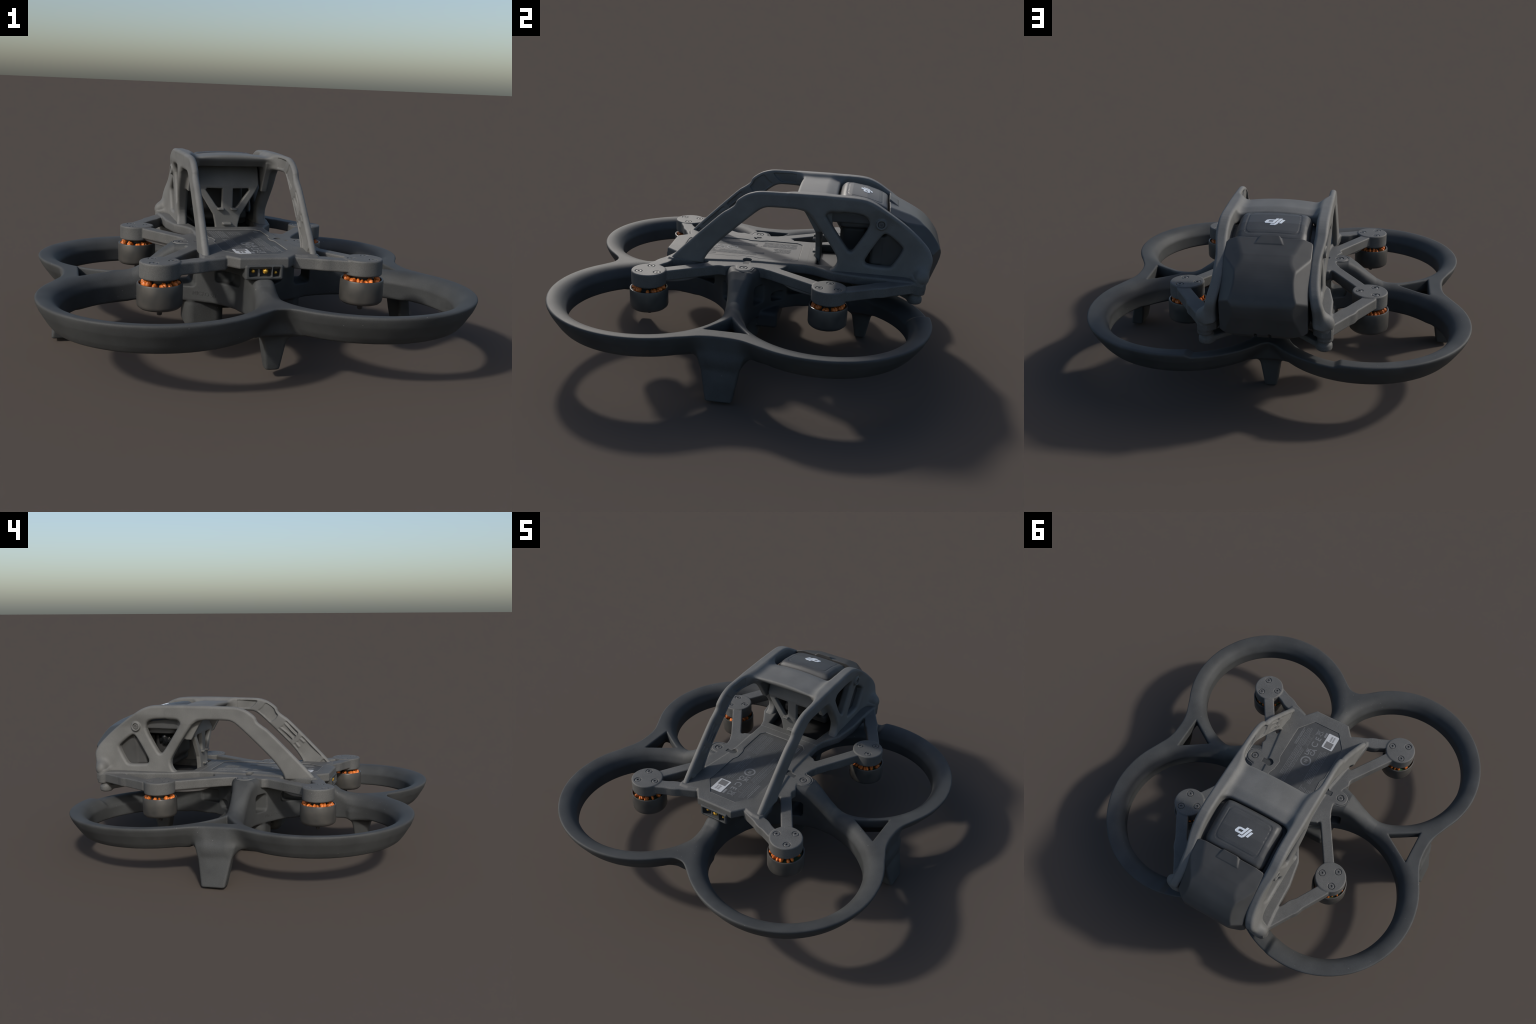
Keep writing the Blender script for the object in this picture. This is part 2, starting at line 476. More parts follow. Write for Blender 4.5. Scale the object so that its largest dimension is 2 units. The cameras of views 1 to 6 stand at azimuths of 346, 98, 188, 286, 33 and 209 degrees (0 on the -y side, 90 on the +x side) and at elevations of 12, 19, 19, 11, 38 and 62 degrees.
def deck_region(C):
    x, y, z = C.T
    ax = abs(x)
    side = np.where(x < 0, "l", "r").astype(object)
    end = np.where(y < 0, "f", "b").astype(object)
    out = np.full(len(x), "deck_plate|a", object)
    arm = ((ax > 0.30) & (y < -0.10)) | ((ax > 0.285) & (y > 0.10) & (y < 0.80) & (ax > 0.31 - 0.3 * np.clip(y - 0.6, -1, 0)))
    arm &= ~((ax < 0.32) & (y > 0.6))
    out[arm] = ("motor_arm|" + side + end)[arm]
    fr = np.where(y < 0, np.hypot(ax - MOUNTS[0][0], y - MOUNTS[0][1]), np.hypot(ax - MOUNTS[1][0], y - MOUNTS[1][1]))
    mt = fr < 0.096
    out[mt] = ("motor_mount|" + side + end)[mt]
    return out.astype(str)

split_obj(deck_sdf, (-0.60, -0.60, 0.36), (0.60, 0.97, 0.505), 0.0042, M_DECK, deck_region)

# label plate with its print
label = mirror_poly([(x * 0.988, y + (0.002 if y < 0 else -0.002)) for x, y in LABEL_HALF])
flat_prism("label_plate", label, DZ - 0.012, DZ - 0.0032, M_LABEL, tilt=DT)
LZ = DZ - 0.0032

def label_text(name, body, x, y, size, mat, parent, bold=0.0, rot=-90):
    cu = bpy.data.curves.new(name, 'FONT')
    cu.body = body; cu.size = size; cu.align_x = 'CENTER'; cu.align_y = 'CENTER'
    cu.extrude = 0.0004; cu.offset = bold
    tmp = bpy.data.objects.new(name, cu)
    bpy.context.scene.collection.objects.link(tmp)
    bpy.context.view_layer.update()
    me = bpy.data.meshes.new_from_object(tmp.evaluated_get(bpy.context.evaluated_depsgraph_get()))
    bpy.data.objects.remove(tmp)
    me.materials.clear(); me.materials.append(mat)
    o = add(bpy.data.objects.new(name, me), parent)
    o.location = (x, y, LZ + 0.0006 - DT * y)
    o.rotation_euler = (math.atan(-DT), 0, math.radians(rot))
    o.rotation_euler = (Matrix.Rotation(-math.atan(DT), 4, 'X') @ Matrix.Rotation(math.radians(rot), 4, 'Z')).to_euler()
    return o

plate = bpy.data.objects["label_plate"]
label_text("approval_mark", "UK", 0.022, -0.191, 0.036, M_PRINT, plate, 0.0008)
label_text("approval_mark", "CA", -0.009, -0.200, 0.036, M_PRINT, plate, 0.0008)
label_text("approval_mark", "C", 0.008, -0.252, 0.054, M_PRINT, plate, 0.0004)
label_text("approval_mark", "E", 0.007, -0.297, 0.050, M_PRINT, plate, 0.0004)
label_text("year_number", "10", 0.003, -0.127, 0.026, M_PRINT, plate, 0.0006)

def ring_pts(r, n=28, a0=0, a1=2 * math.pi):
    return [(r * math.cos(a0 + (a1 - a0) * i / n), r * math.sin(a0 + (a1 - a0) * i / n)) for i in range(n + 1)]

def print_strips(name, quads, mat, parent, z=LZ, lift=0.0009):
    """flat printed bars: each (x, y, half_x, half_y, angle)"""
    vs, fs = [], []
    for (x, y, hx, hy, an) in quads:
        c, s = math.cos(an), math.sin(an)
        b = len(vs)
        for dz in (-0.0005, lift):
            for ux, uy in ((-hx, -hy), (hx, -hy), (hx, hy), (-hx, hy)):
                px, py = x + ux * c - uy * s, y + ux * s + uy * c
                vs.append((px, py, z + dz - DT * py))
        fs += [(b + 4, b + 5, b + 6, b + 7)] + [(b + i, b + (i + 1) % 4, b + 4 + (i + 1) % 4, b + 4 + i) for i in range(4)]
    o = mesh_obj(name, vs, fs, mat, parent=parent, smooth_faces=False)
    return o

circ = []
for i in range(28):
    a = 2 * math.pi * i / 28
    circ.append((0.003 + 0.0285 * math.cos(a), -0.127 + 0.0285 * math.sin(a), 0.0042, 0.0036, a))
print_strips("round_mark", circ, M_PRINT, plate)
binq = [(0.030, -0.338, 0.012, 0.0014, 0.12), (0.018, -0.327, 0.017, 0.0012, 0.0), (0.018, -0.349, 0.017, 0.0012, 0.0), (0.036, -0.338, 0.0014, 0.016, 0),
        (0.002, -0.338, 0.0014, 0.010, 0), (0.022, -0.338, 0.028, 0.0013, 0.85), (0.022, -0.338, 0.028, 0.0013, -0.85), (-0.0205, -0.343, 0.0065, 0.018, 0)]
print_strips("waste_bin_mark", binq, M_PRINT, plate)
rows = []
def text_rows(x0, x1, dx, y0, y1, w=0.0018):
    n = int(round((x1 - x0) / dx)) + 1
    for i in range(n):
        x = x0 + i * dx
        y = y0 + rng.uniform(0, 0.02)
        while y < y1 - 0.01:
            l = rng.uniform(0.015, 0.060)
            l = min(l, y1 - y)
            rows.append((x, y + l / 2, w, l / 2, 0))
            y += l + rng.uniform(0.0025, 0.005)
text_rows(0.047, 0.064, 0.0085, -0.295, -0.22, 0.0014)
text_rows(0.074, 0.100, 0.0085, -0.355, 0.02)
text_rows(0.112, 0.121, 0.009, -0.335, -0.20, 0.003)
text_rows(0.052, 0.070, 0.0085, -0.20, 0.06)
text_rows(-0.092, -0.048, 0.0088, -0.245, 0.0)
text_rows(-0.126, -0.100, 0.0088, 0.03, 0.225)
text_rows(-0.088, -0.050, 0.0088, 0.02, 0.225)
text_rows(-0.030, 0.030, 0.0100, 0.10, 0.20, 0.0012)
text_rows(0.118, 0.130, 0.010, 0.17, 0.225, 0.004)
for cx, cy, hx, hy in ((0.055, -0.2585, 0.0135, 0.046),):
    rows += [(cx - hx, cy, 0.0009, hy, 0), (cx + hx, cy, 0.0009, hy, 0), (cx, cy - hy, hx, 0.0009, 0), (cx, cy + hy, hx, 0.0009, 0)]
fine = print_strips("fine_print", rows, material("fine_print_ink", (0.105, 0.108, 0.110), rough=0.6, bump=0), plate)
fine["kind"] = "stuff"
M_EDGE_HIGHLIGHT = material("painted_edge_highlight", (0.150, 0.150, 0.145), rough=0.6, bump=0)
stk = [(-0.098, -0.366), (-0.036, -0.366), (-0.032, -0.362), (-0.032, -0.264), (-0.036, -0.260), (-0.098, -0.260), (-0.102, -0.264), (-0.102, -0.362)]
sticker = flat_prism("white_sticker", stk, LZ - 0.001, LZ + 0.0016, M_STICKER, parent=plate, tilt=DT)
ink = [(-0.078 + 0.016 * j, -0.350 + 0.0075 * i, 0.0055, 0.0016, 0) for i in range(5) for j in range(2)]
ink += [(-0.067, -0.2885, 0.024, 0.0215, 0)]
o = print_strips("sticker_print", ink, M_STICKER_INK, sticker, z=LZ + 0.0018, lift=0.0006)
o["kind"] = "stuff"

# ------------------------------------------------------------------ screws
def screw_mesh():
    bm = bmesh.new()
    n = 24
    R, h, hexr, depth = 0.0165, 0.006, 0.0075, 0.005
    def hexp(a):
        k = (a + math.pi / 6) % (math.pi / 3) - math.pi / 6
        return hexr * math.cos(math.pi / 6) / math.cos(k)
    rings = []
    for fn_r, z in ((lambda a: R, -0.004), (lambda a: R, h - 0.0015), (lambda a: R - 0.002, h), (hexp, h), (hexp, h - depth)):
        rings.append([bm.verts.new((fn_r(2 * math.pi * i / n) * math.cos(2 * math.pi * i / n),
                                    fn_r(2 * math.pi * i / n) * math.sin(2 * math.pi * i / n), z)) for i in range(n)])
    for a, b in zip(rings, rings[1:]):
        for i in range(n):
            bm.faces.new((a[i], a[(i + 1) % n], b[(i + 1) % n], b[i]))
    bm.faces.new(rings[-1])
    bmesh.ops.recalc_face_normals(bm, faces=bm.faces)
    me = bpy.data.meshes.new("screw")
    bm.to_mesh(me); bm.free()
    me.materials.append(M_SCREW)
    return me
SCREW = screw_mesh()
def put_screw(loc, rot=None, sc=1.0):
    o = add(bpy.data.objects.new("screw", SCREW))
    o.location = loc
    if rot:
        o.rotation_euler = rot
    o.scale = (sc,) * 3
for s in (1, -1):
    for grp in SCREWS:
        for sx, sy in grp:
            put_screw((s * sx - float(drift(sy)), sy, 0.4620 - DT * sy), (0, 0, rng.uniform(0, 1)))
    put_screw((s * 0.292, -0.014, 0.4565), (0, 0, rng.uniform(0, 1)))

# ------------------------------------------------------------------ motors
R_BELL, BELL_TOP, BELL_H = 0.099, 0.3745, 0.113
bell_prof = [(0.0, -BELL_H), (0.070, -BELL_H), (0.086, -BELL_H + 0.003), (0.096, -BELL_H + 0.012), (R_BELL, -BELL_H + 0.022),
             (R_BELL, -0.006), (R_BELL - 0.002, -0.001), (R_BELL - 0.005, 0.0), (R_BELL - 0.009, -0.002), (R_BELL - 0.010, -0.006),
             (R_BELL - 0.010, -0.05), (0.0, -0.05)]
BELL = lathe("motor_bell", bell_prof, M_BELL, 72)
SHAFT = lathe("motor_shaft", [(0, -0.146), (0.009, -0.146), (0.0115, -0.143), (0.0115, -BELL_H + 0.001), (0, -BELL_H + 0.001)], M_BELL, 24)
CORE = lathe("stator_core", [(0, -0.052), (0.062, -0.052), (0.062, -0.004), (0.050, 0.004), (0.050, 0.030), (0.0, 0.030)], M_CORE, 40)
PCB = lathe("winding_insulation", [(0.060, -0.03), (0.084, -0.03), (0.084, -0.014), (0.060, -0.014), (0.060, -0.03)], M_GREEN, 40)
def coil_mesh():
    bm = bmesh.new()
    bmesh.ops.create_uvsphere(bm, u_segments=20, v_segments=14, radius=1)
    for v in bm.verts:
        w = 1 + 0.16 * math.sin(11 * v.co.x + 2 * v.co.y)
        v.co = Vector((v.co.x * 0.0185, v.co.y * 0.0092 * w, v.co.z * 0.0160 * w))
    for f in bm.faces:
        f.smooth = True
    me = bpy.data.meshes.new("copper_coil")
    bm.to_mesh(me); bm.free()
    me.materials.append(M_COPPER)
    return me
COIL = coil_mesh()
for s in (1, -1):
    for mx, my in MOUNTS:
        mot = bpy.data.objects.new("motor", None)
        add(mot)
        mot.location = (s * mx - float(drift(my)), my, BELL_TOP - DT * my)
        for nm, me in (("motor_bell", BELL), ("motor_shaft", SHAFT), ("stator_core", CORE), ("winding_insulation", PCB)):
            add(bpy.data.objects.new(nm, me), mot)
        ph = rng.uniform(0, 1)
        for i in range(24):
            a = 2 * math.pi * (i + ph + rng.uniform(-0.3, 0.3) + (0.18 if i % 2 else -0.18)) / 24
            if rng.random() < 0.12:
                continue
            c = add(bpy.data.objects.new("copper_coil", COIL), mot)
            k = rng.uniform(0.8, 1.15)
            c.scale = (rng.uniform(0.85, 1.1), k, rng.uniform(0.8, 1.2))
            c.location = ((0.069 + rng.uniform(-0.004, 0.004)) * math.cos(a), (0.069 + rng.uniform(-0.004, 0.004)) * math.sin(a), -0.005 + rng.uniform(-0.007, 0.005))
            c.rotation_euler = (rng.uniform(-0.15, 0.15), rng.uniform(-0.15, 0.15), a + rng.uniform(-0.3, 0.3))

# ------------------------------------------------------------- cable sleeves
def tube(name, pts, rad, mat, parent=None):
    cu = bpy.data.curves.new(name, 'CURVE')
    cu.dimensions = '3D'; cu.bevel_depth = rad; cu.bevel_resolution = 4; cu.use_fill_caps = True
    sp = cu.splines.new('NURBS'); sp.points.add(len(pts) - 1)
    for p, q in zip(sp.points, pts):
        p.co = (*q, 1)
    sp.use_endpoint_u = True; sp.order_u = 3
    tmp = bpy.data.objects.new(name, cu)
    bpy.context.scene.collection.objects.link(tmp)
    bpy.context.view_layer.update()
    me = bpy.data.meshes.new_from_object(tmp.evaluated_get(bpy.context.evaluated_depsgraph_get()))
    bpy.data.objects.remove(tmp)
    me.materials.clear(); me.materials.append(mat)
    me.polygons.foreach_set("use_smooth", [True] * len(me.polygons))
    return add(bpy.data.objects.new(name, me), parent)
for s in (1, -1):
    tube("motor_cable", [(s * 0.425, 0.375, 0.402), (s * 0.395, 0.335, 0.396), (s * 0.35, 0.265, 0.394), (s * 0.325, 0.225, 0.400), (s * 0.31, 0.20, 0.412)], 0.014, M_CABLE)
    tube("motor_cable", [(s * 0.415, -0.405, 0.412), (s * 0.385, -0.355, 0.404), (s * 0.35, -0.30, 0.402), (s * 0.32, -0.26, 0.412)], 0.013, M_CABLE)

def edge_line(name, pts, rad=0.0016, mat=None, closed=False):
    pts = [(x, y, z - DT * y) for x, y, z in pts]
    if closed:
        pts = pts + [pts[0]]
    vs, fs = [], []
    for (a, b) in zip(pts, pts[1:]):
        a, b = Vector(a), Vector(b)
        u = (b - a).normalized(); w = u.cross(Vector((0, 0, 1))).normalized() * rad; h = Vector((0, 0, rad))
        k = len(vs)
        for p in (a - u * rad * 0.4, b + u * rad * 0.4):
            vs += [p + w - h, p + w * 0.5 + h * 0.6, p - w * 0.5 + h * 0.6, p - w - h]
        fs += [(k, k + 4, k + 5, k + 1), (k + 1, k + 5, k + 6, k + 2), (k + 2, k + 6, k + 7, k + 3), (k, k + 1, k + 2, k + 3), (k + 7, k + 6, k + 5, k + 4)]
    return mesh_obj(name, vs, fs, mat or M_EDGE_HIGHLIGHT, smooth_faces=False)
edge_line("label_highlight_strip", [(x, y, DZ - 0.0002) for x, y in mirror_poly(LABEL_HALF)], closed=True)  # highlight on the label recess edge, modelled as a thin pale strip
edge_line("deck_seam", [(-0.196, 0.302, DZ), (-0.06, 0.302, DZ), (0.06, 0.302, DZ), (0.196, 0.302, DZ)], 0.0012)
for s in (1, -1):
    arc = [(0.292 + 0.050 * math.cos(a), -0.013 + 0.050 * math.sin(a)) for a in np.linspace(-1.25, 1.25, 12)]
    path = [(0.277, -0.104), (0.268, -0.085), (0.282, -0.064)] + arc + [(0.280, 0.040), (0.268, 0.058), (0.277, 0.080)]
    edge_line("tab_highlight_strip", [(s * x, y, 0.4605) for x, y in path], 0.0014)  # light caught along the tab groove, built as lighter raised lines

# moulded lettering on the duct-side hub wall
def wall_text(body, angle, z, size):
    cu = bpy.data.curves.new("slot_lettering", 'FONT')
    cu.body = body; cu.size = size; cu.align_x = 'CENTER'; cu.extrude = 0.003
    tmp = bpy.data.objects.new("slot_lettering", cu)
    bpy.context.scene.collection.objects.link(tmp)
    bpy.context.view_layer.update()
    me = bpy.data.meshes.new_from_object(tmp.evaluated_get(bpy.context.evaluated_depsgraph_get()))
    bpy.data.objects.remove(tmp)
    cx, cy = -BORES[0][0], BORES[0][1]
    vs = []
    for v in me.vertices:        # wrap round the bore wall
        a = angle - v.co.x / R_BORE
        r = R_BORE - 0.0005 + (0.0015 if v.co.z < 0 else -0.0008)
        vs.append((cx + r * math.cos(a), cy + r * math.sin(a), z + v.co.y))
    for v, c in zip(me.vertices, vs):
        v.co = c
    me.materials.clear(); me.materials.append(M_GUARD)
    add(bpy.data.objects.new("slot_lettering", me))
wall_text("MICRO SD", 0.90, 0.226, 0.028)

# --------------------------------------------------------------- front port
def port_sdf(x, y, z):
    zd = z
    d = box(x, y, zd, (0, -0.452, 0.415), (0.087, 0.034, 0.034), 0.010)
    d = np.maximum(d, -box(x, y, zd, (-0.018, -0.486, 0.4175), (0.052, 0.035, 0.0225), 0.008))
    d = np.maximum(d, -box(x, y, zd, (0.055, -0.486, 0.4175), (0.017, 0.035, 0.0225), 0.006))
    return d
port = sdf_obj("port_block", port_sdf, (-0.10, -0.50, 0.37), (0.10, -0.40, 0.46), 0.0028, M_GUARD)
def lump(name, loc, r, mat, parent, sc=(1, 1, 1)):
    bm = bmesh.new()
    bmesh.ops.create_icosphere(bm, subdivisions=3, radius=r)
    for v in bm.verts:
        v.co *= 1 + 0.25 * math.sin(v.co.x * 500 + 2 * v.co.z * 300) * math.cos(v.co.y * 400)
        v.co = Vector((v.co.x * sc[0], v.co.y * sc[1], v.co.z * sc[2]))
    for f in bm.faces:
        f.smooth = True
    me = bpy.data.meshes.new(name); bm.to_mesh(me); bm.free()
    me.materials.append(mat)
    o = add(bpy.data.objects.new(name, me), parent); o.location = loc
    return o
lump("gold_contact", (0.006, -0.470, 0.419), 0.012, M_GOLD, port)
lump("gold_contact", (-0.048, -0.466, 0.419), 0.008, M_GOLD, port)
lump("gold_contact", (0.055, -0.466, 0.412), 0.007, M_GOLD, port)
flat_prism("port_shadow_plate", [(-0.068, -0.456), (0.070, -0.456), (0.070, -0.448), (-0.068, -0.448)], 0.394, 0.441, M_DARK, parent=port)  # near-black plate that paints the shadow inside the cavities
mesh_obj("port_divider", [(-0.026, -0.470, 0.393), (-0.018, -0.470, 0.393), (-0.018, -0.45, 0.393), (-0.026, -0.45, 0.393),
                          (-0.026, -0.466, 0.442), (-0.018, -0.466, 0.442), (-0.018, -0.45, 0.442), (-0.026, -0.45, 0.442)],
         [(0, 1, 5, 4), (1, 2, 6, 5), (2, 3, 7, 6), (3, 0, 4, 7), (4, 5, 6, 7), (3, 2, 1, 0)], M_DECK, parent=port, smooth_faces=False)

# ---------------------------------------------------------------- roll cage
CAGE_OUT = [(-0.425, 0.455), (-0.414, 0.482), (-0.26, 0.632), (-0.140, 0.744), (-0.110, 0.762), (-0.074, 0.788), (-0.066, 0.816),
            (-0.013, 0.853), (0.040, 0.869), (0.085, 0.872), (0.33, 0.871), (0.570, 0.868), (0.640, 0.846), (0.730, 0.788),
            (0.838, 0.711), (0.932, 0.621), (0.955, 0.575), (0.956, 0.548), (0.940, 0.494), (0.938, 0.440)]
OPEN_1 = [(-0.245, 0.445), (-0.232, 0.490), (-0.175, 0.566), (-0.055, 0.677), (0.050, 0.770), (0.087, 0.788), (0.130, 0.790),
          (0.275, 0.788), (0.303, 0.777), (0.336, 0.742), (0.462, 0.555), (0.471, 0.512), (0.455, 0.478), (0.425, 0.462), (0.42, 0.440)]
HOLE_2 = [(0.398, 0.770), (0.413, 0.787), (0.475, 0.789), (0.586, 0.780), (0.617, 0.755), (0.625, 0.713), (0.550, 0.584),
          (0.537, 0.573), (0.515, 0.583), (0.399, 0.757)]
HOLE_3 = [(0.690, 0.677), (0.716, 0.686), (0.800, 0.620), (0.801, 0.595), (0.756, 0.511), (0.736, 0.500), (0.622, 0.506),
          (0.610, 0.524), (0.614, 0.545)]

CAGE_SMOOTH, HOLE_2, HOLE_3, OPEN_1 = rounded(CAGE_OUT), rounded(HOLE_2), rounded(HOLE_3), rounded(OPEN_1)

def cage_sdf(x, y, z):
    x = x + drift(y)
    ax = abs(x)
    yy, zz = y + 0 * z, z + 0 * y
    d2 = poly(yy, zz, CAGE_SMOOTH)
    d2 = smax(d2, -poly(yy, zz, OPEN_1), F(0.006))
    trim = np.minimum(poly(yy, zz, HOLE_2), poly(yy, zz, HOLE_3))
    d2 = smax(d2, -trim, F(0.006))
    xo = F(0.264) - F(0.020) * smooth(0.82, 0.72, zz) * smooth(0.36, 0.52, yy) + F(0.028) * smooth(0.78, 0.93, yy) * smooth(0.68, 0.5, zz)
    th = F(0.033) + F(0.027) * smooth(0.14, 0.30, yy) - F(0.008) * smooth(0.82, 0.72, zz) * smooth(0.36, 0.52, yy)
    xi = xo - th
    dx = np.maximum(ax - xo, xi - ax)
    d = prism(d2 + 0 * ax, dx, 0.0155)
    # ribbed channel along the inside of the front arch
    s = (yy + zz) * F(0.7071)
    rib = abs(s - F(0.10)) - F(0.010)
    for sc, sw in ((0.30, 0.014), (0.455, 0.030), (0.62, 0.022)):
        rib = np.minimum(rib, abs(s - F(sc) + F(0.35) * (d2 + F(0.03)) * math.sin(sc * 40)) - F(sw))
    rib = np.minimum(rib, np.maximum(abs(d2 + F(0.034) + F(0.004) * np.sin(s * 23)) - F(0.004), abs(s - F(0.36)) - F(0.11)))
    ch = np.maximum(d2 + F(0.016), np.maximum(ax - (xi + F(0.009) + F(0.004) * np.sin(s * 41)), yy - F(0.19)))
    ch = smax(ch, -rib, F(0.01))
    d = smax(d, -ch, F(0.005))
    # bridge between the rails
    bow = F(1.2) * x * x
    br = smax(smax(z - F(0.863) + F(0.40) * x * x + F(0.016) * smooth(0.38, 0.46, y), np.maximum(F(0.838) - F(0.75) * (y - F(0.236)), F(0.800)) - z, F(0.006)),
              np.maximum(F(0.236) - y + bow * 0, y - F(0.447)), F(0.014))
    br = np.maximum(br, ax - F(0.225))
    d = smin(d, br, F(0.05))
    cheek = poly(yy, zz, [(0.25, 0.82), (0.43, 0.82), (0.43, 0.72), (0.375, 0.66), (0.345, 0.66), (0.300, 0.74)])
    d = smin(d, prism(cheek + 0 * ax, abs(ax - F(0.198)) - F(0.016), 0.006), F(0.02))
    # damper bosses at the rear corners
    bs = np.sqrt((ax - F(0.287)) ** 2 + (y - F(0.903)) ** 2 + ((z - F(0.474)) * F(0.8)) ** 2) - F(0.031)
    bs = np.minimum(bs, prism(np.hypot(ax - F(0.280), y - F(0.897)) - F(0.034), abs(z - F(0.452)) - F(0.02), 0.006))
    d = smin(d, bs, F(0.045))
    # side screw seats
    rr = np.hypot(y - F(0.682), z - F(0.736))
    d = smin(d, prism(rr + 0 * ax - F(0.028), abs(ax - F(0.246)) - F(0.0135), 0.004), F(0.01))
    d = np.maximum(d, -np.maximum(rr - F(0.0185), F(0.250) - ax))
    return d

def cage_region(C):
    x, y, z = C.T
    out = np.where(x < 0, "cage_side_frame|a", "cage_side_frame|b").astype(object)
    arch = (y < 0.235)
    out[arch & (x < 0)] = "cage_front_arch|a"
    out[arch & (x > 0)] = "cage_front_arch|b"
    out[(abs(x) < 0.19) & (y > 0.2) & (y < 0.46)] = "cage_bridge|a"
    return out.astype(str)
split_obj(cage_sdf, (-0.35, -0.45, 0.43), (0.35, 0.98, 0.89), 0.0043, M_CAGE, cage_region)
for s in (1, -1):
    put_screw((s * 0.250 - float(drift(0.682)), 0.682, 0.736), (0, s * math.pi / 2, 0), 0.95)

# damper knobs and the lower bracket under the cage
def damper_sdf(x, y, z):
    x = x + drift(y)
    ax = abs(x)
    r = np.hypot(ax - F(0.272), y - F(0.880))
    d = prism(r - F(0.030), abs(z - F(0.385)) - F(0.03), 0.008)
    d = smin(d, prism(r - F(0.036), abs(z - F(0.352)) - F(0.018), 0.013), F(0.01))
    bar = seg(ax, y, (0.277, 0.885), (0.12, 0.74)) - F(0.030)
    d = smin(d, prism(bar, abs(z - F(0.358) - (F(0.885) - y) * F(0.06)) - F(0.014), 0.008), F(0.012))
    return smin(d, box(ax, y, z, (0, 0.66, 0.372), (0.16, 0.11, 0.016), 0.008), F(0.01))
sdf_obj("damper_bracket", damper_sdf, (-0.33, 0.52, 0.32), (0.33, 0.94, 0.43), 0.0045, M_DECK)

# ---------------------------------------------------- front bracket (Y panel)
def bracket_sdf(x, y, z):
    x = x + drift(y)
    ax = abs(x)
    xx, zz = ax + 0 * z, z + 0 * ax
    d2 = poly(xx, zz, [(-0.02, 0.445), (0.060, 0.445), (0.062, 0.480), (0.074, 0.535), (0.152, 0.660), (0.170, 0.700), (0.172, 0.83), (-0.02, 0.83)])
    hole = poly(xx, zz, [(0.029, 0.675), (0.030, 0.572), (0.046, 0.570), (0.060, 0.585), (0.118, 0.668), (0.112, 0.677)])
    d2 = smax(d2, -hole, F(0.008))
    yf = F(0.340) + F(0.50) * np.maximum(z - F(0.69), 0) + 0 * x
    d = prism(d2 + 0 * y, abs(y - yf - F(0.014)) - F(0.014), 0.006) * F(0.8)
    for tx, tz in ((0.036, 0.566), (0.0, 0.487)):
        w = 0.024 if tx == 0 else 0.017
        d = np.minimum(d, box(ax, y - (yf - F(0.006)), z, (tx, 0, tz), (w, 0.012, 0.006), 0.003))
    return d
sdf_obj("front_bracket", bracket_sdf, (-0.19, 0.22, 0.435), (0.19, 0.48, 0.84), 0.0042, M_CAGE)

# ---------------------------------------------------------- camera housing
def housing_sdf(x, y, z):
    x = x + drift(y)
    ax = abs(x)
    zt = interp(y, [0.44, 0.52, 0.60, 0.66, 0.74], [0.859, 0.858, 0.845, 0.826, 0.788]) - F(0.35) * x * x
    body = smax(smax(z - zt, F(0.685) - z, F(0.02)), smax(ax - F(0.178) - (F(0.75) - z) * F(0.04), abs(y - F(0.585)) - F(0.130), F(0.045)), F(0.022))
    edge = ax + z - zt - F(0.152)
    body = smax(body, edge * F(0.7071), F(0.012))
    body = smax(body, (F(0.462) - y + (z - zt) + F(0.016)) * F(0.7071), F(0.012))
    # groove framing the top panel
    fr = smax(ax - F(0.126), abs(y - F(0.588)) - F(0.092), F(0.03))
    body = np.maximum(body, -np.maximum(abs(fr) - F(0.004), zt - z - F(0.0015)))
    # ridge round the waist
    body = smin(body, box(x, y, z, (0, 0.585, 0.724), (0.176, 0.125, 0.010), 0.006), F(0.01))
    # gasket that closes the slot towards the cage
    gask = smax(smax(z - zt + F(0.062), F(0.72) - z, F(0.01)), np.maximum(ax - F(0.212), abs(y - F(0.578)) - F(0.150)), F(0.01))
    return np.minimum(body, gask)
housing = sdf_obj("camera_housing", housing_sdf, (-0.225, 0.42, 0.67), (0.225, 0.76, 0.88), 0.0038, M_BOX)

def top_z(y):
    return float(np.interp(y, [0.44, 0.52, 0.60, 0.66, 0.74], [0.859, 0.858, 0.845, 0.826, 0.788]))
def logo_glyph(name, strokes):
    """slanted block letters; u runs to -x, v up to -y"""
    def place(u, v):
        uu = u + 0.42 * v
        x, y = 0.046 - 0.92 * uu, 0.610 - 0.92 * v
        return x, y
    vs, fs = [], []
    for pts in strokes:
        b = len(vs); n = len(pts)
        for lift in (-0.003, 0.0018):
            for u, v in pts:
                x, y = place(u, v)
                vs.append((x - float(drift(y)), y, top_z(y) - 0.35 * x * x + lift))
        fs.append(tuple(range(b + n, b + 2 * n)))
        for i in range(n):
            fs.append((b + i, b + (i + 1) % n, b + n + (i + 1) % n, b + n + i))
    return mesh_obj(name, vs, fs, M_LOGO, parent=housing, smooth_faces=False)
def rect(u0, v0, u1, v1):
    return [(u0, v0), (u1, v0), (u1, v1), (u0, v1)]
logo_glyph("logo_letter", [rect(0.008, 0.0, 0.044, 0.011), rect(0.010, 0.025, 0.044, 0.036), [(0.0, 0.008), (0.008, 0.0), (0.015, 0.011), (0.015, 0.025), (0.010, 0.036), (0.0, 0.031)], rect(0.040, 0.0, 0.054, 0.050)])
logo_glyph("logo_letter", [rect(0.059, -0.006, 0.073, 0.050), [(0.040, -0.016), (0.066, -0.016), (0.073, -0.006), (0.059, -0.005), (0.040, -0.005)]])
logo_glyph("logo_letter", [rect(0.078, 0.0, 0.092, 0.036)])

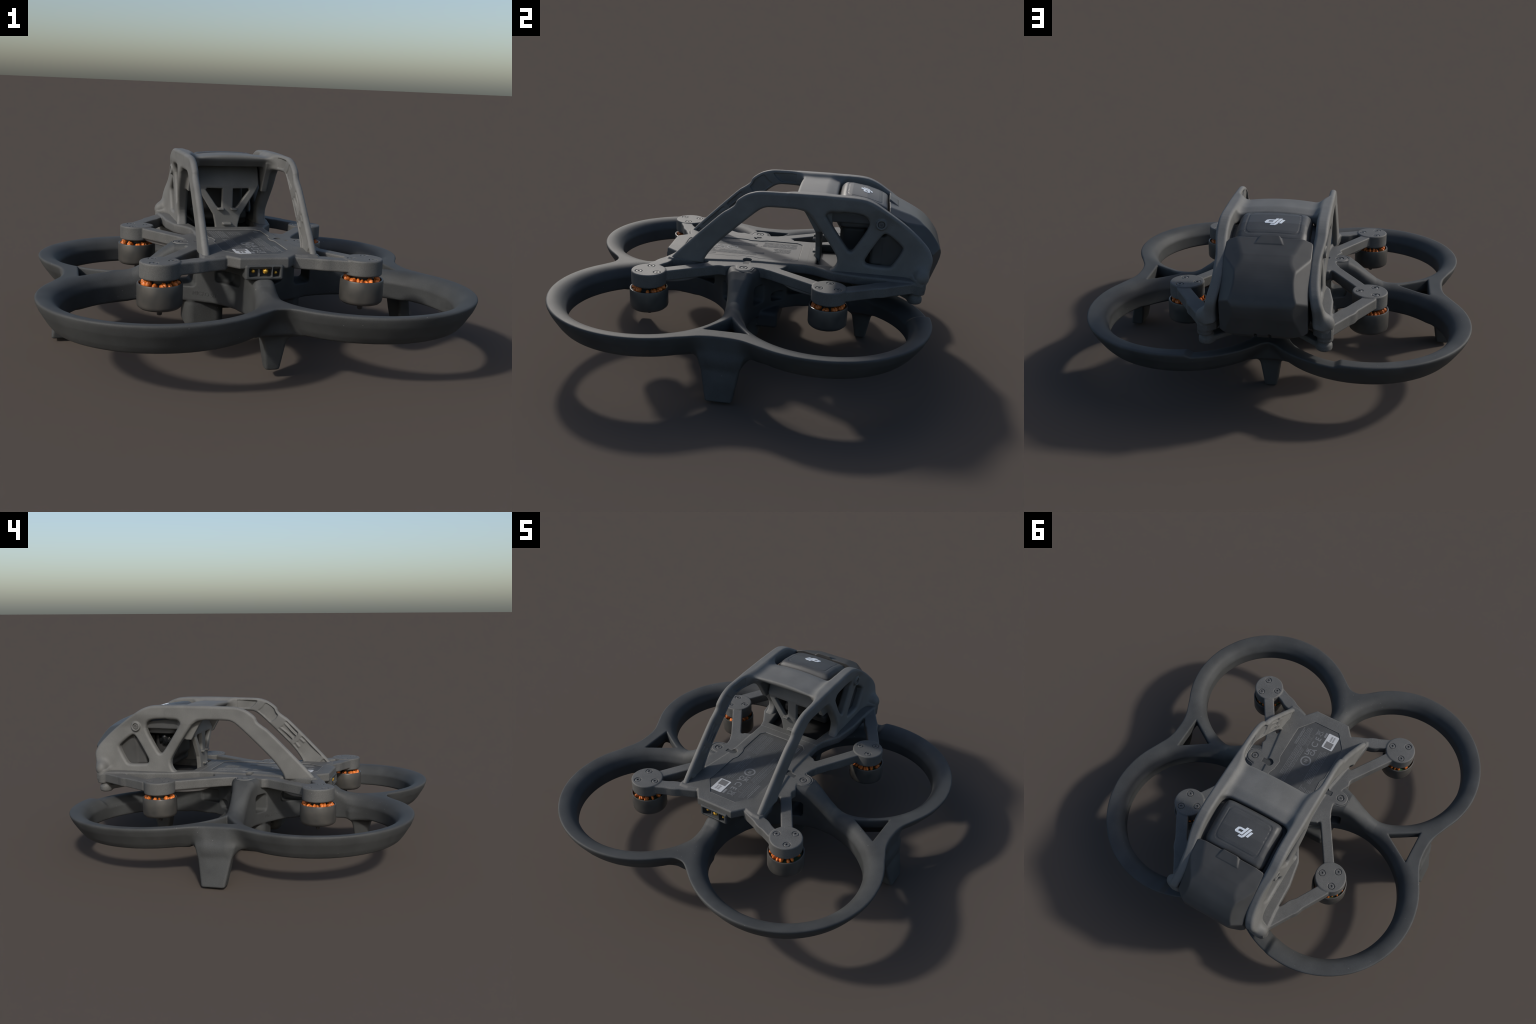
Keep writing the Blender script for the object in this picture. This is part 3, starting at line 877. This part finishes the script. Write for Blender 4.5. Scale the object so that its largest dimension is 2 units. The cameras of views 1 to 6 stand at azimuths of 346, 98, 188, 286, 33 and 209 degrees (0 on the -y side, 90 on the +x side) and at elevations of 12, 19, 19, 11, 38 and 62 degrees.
# ---------------------------------------------------------------- lens cap
def curve_through(pts, n=5):
    """Catmull-Rom samples through control points"""
    out = []
    for i in range(len(pts) - 1):
        p = [np.array(pts[min(max(i + k, 0), len(pts) - 1)]) for k in (-1, 0, 1, 2)]
        for j in range(n):
            t = j / n
            out.append(tuple(0.5 * (2 * p[1] + (p[2] - p[0]) * t + (2 * p[0] - 5 * p[1] + 4 * p[2] - p[3]) * t * t
                                    + (3 * p[1] - p[0] - 3 * p[2] + p[3]) * t ** 3)))
    return out + [pts[-1]]
CAP_PROF = ([(0.722, 0.802), (0.828, 0.759)]
            + curve_through([(0.834, 0.756), (0.880, 0.730), (0.935, 0.682), (0.975, 0.630), (0.994, 0.594)])
            + curve_through([(0.997, 0.587), (1.000, 0.570), (0.997, 0.545), (0.988, 0.515)])
            + [(0.945, 0.418), (0.930, 0.402), (0.70, 0.402), (0.70, 0.62), (0.722, 0.70)])
def plane_of(a, b, c, inside):
    a, b, c, i = (np.array(v, float) for v in (a, b, c, inside))
    n = np.cross(b - a, c - a); n /= np.linalg.norm(n)
    if np.dot(n, i - a) > 0:
        n = -n
    return n, float(np.dot(n, a))
PL = [plane_of((0.152, 0.725, 0.799), (0.106, 0.830, 0.760), (0.199, 0.752, 0.766), (0, 0.85, 0.6)),
      plane_of((0.143, 0.872, 0.735), (0.142, 0.998, 0.600), (0.209, 0.947, 0.572), (0, 0.85, 0.6)),
      plane_of((0.142, 0.998, 0.600), (0.140, 0.986, 0.510), (0.209, 0.947, 0.572), (0, 0.85, 0.6)),
      plane_of((0.115, 0.95, 0.402), (0.115, 0.75, 0.402), (0.203, 0.94, 0.437), (0, 0.85, 0.6))]
def cap_sdf(x, y, z):
    x = x + drift(y)
    ax = abs(x)
    d = poly(y + 0 * z, z + 0 * y, CAP_PROF) - F(0.003) + 0 * x
    d = smax(d, ax - F(0.201), F(0.014))
    for (n, c), grow in zip(PL, (0.004, 0.004, 0.004, 0.002)):
        d = smax(d, ax * F(n[0]) + y * F(n[1]) + z * F(n[2]) - F(c) - F(grow), F(0.004))
    # raised finger tab on the upper edge
    tab = smax(ax - F(0.066) + (z - F(0.79)) * F(0.8), smax(abs(y - F(0.741)) - F(0.024), z - F(0.817) + (y - F(0.722)) * F(0.60), F(0.004)), F(0.006))
    tab = np.maximum(tab, F(0.77) - z)
    d = smin(d, tab, F(0.004))
    # side cheek seen through the cage
    d = smin(d, box(ax, y, z, (0.120, 0.74, 0.578), (0.079, 0.105, 0.085), 0.02), F(0.01))
    # small drain notches at the bottom edge
    for nx in (-0.03, 0.035):
        d = np.maximum(d, -box(x, y, z, (nx, 0.95, 0.402), (0.006, 0.035, 0.022), 0.003))
    return d
sdf_obj("lens_cap", cap_sdf, (-0.23, 0.60, 0.38), (0.23, 1.02, 0.84), 0.0042, M_CAP)

# ------------------------------------------------ camera inside the cage bay
def camera_sdf(x, y, z):
    x = x + drift(y)
    d = box(x, y, z, (0, 0.545, 0.605), (0.115, 0.075, 0.075), 0.03)
    d = smin(d, box(x, y, z, (0, 0.60, 0.51), (0.15, 0.10, 0.03), 0.02), F(0.03))
    return d
cam = sdf_obj("camera_body", camera_sdf, (-0.17, 0.44, 0.46), (0.17, 0.72, 0.70), 0.006, M_DARK)
lump("camera_ball", (-0.105, 0.545, 0.645), 0.045, M_GLASS, cam)
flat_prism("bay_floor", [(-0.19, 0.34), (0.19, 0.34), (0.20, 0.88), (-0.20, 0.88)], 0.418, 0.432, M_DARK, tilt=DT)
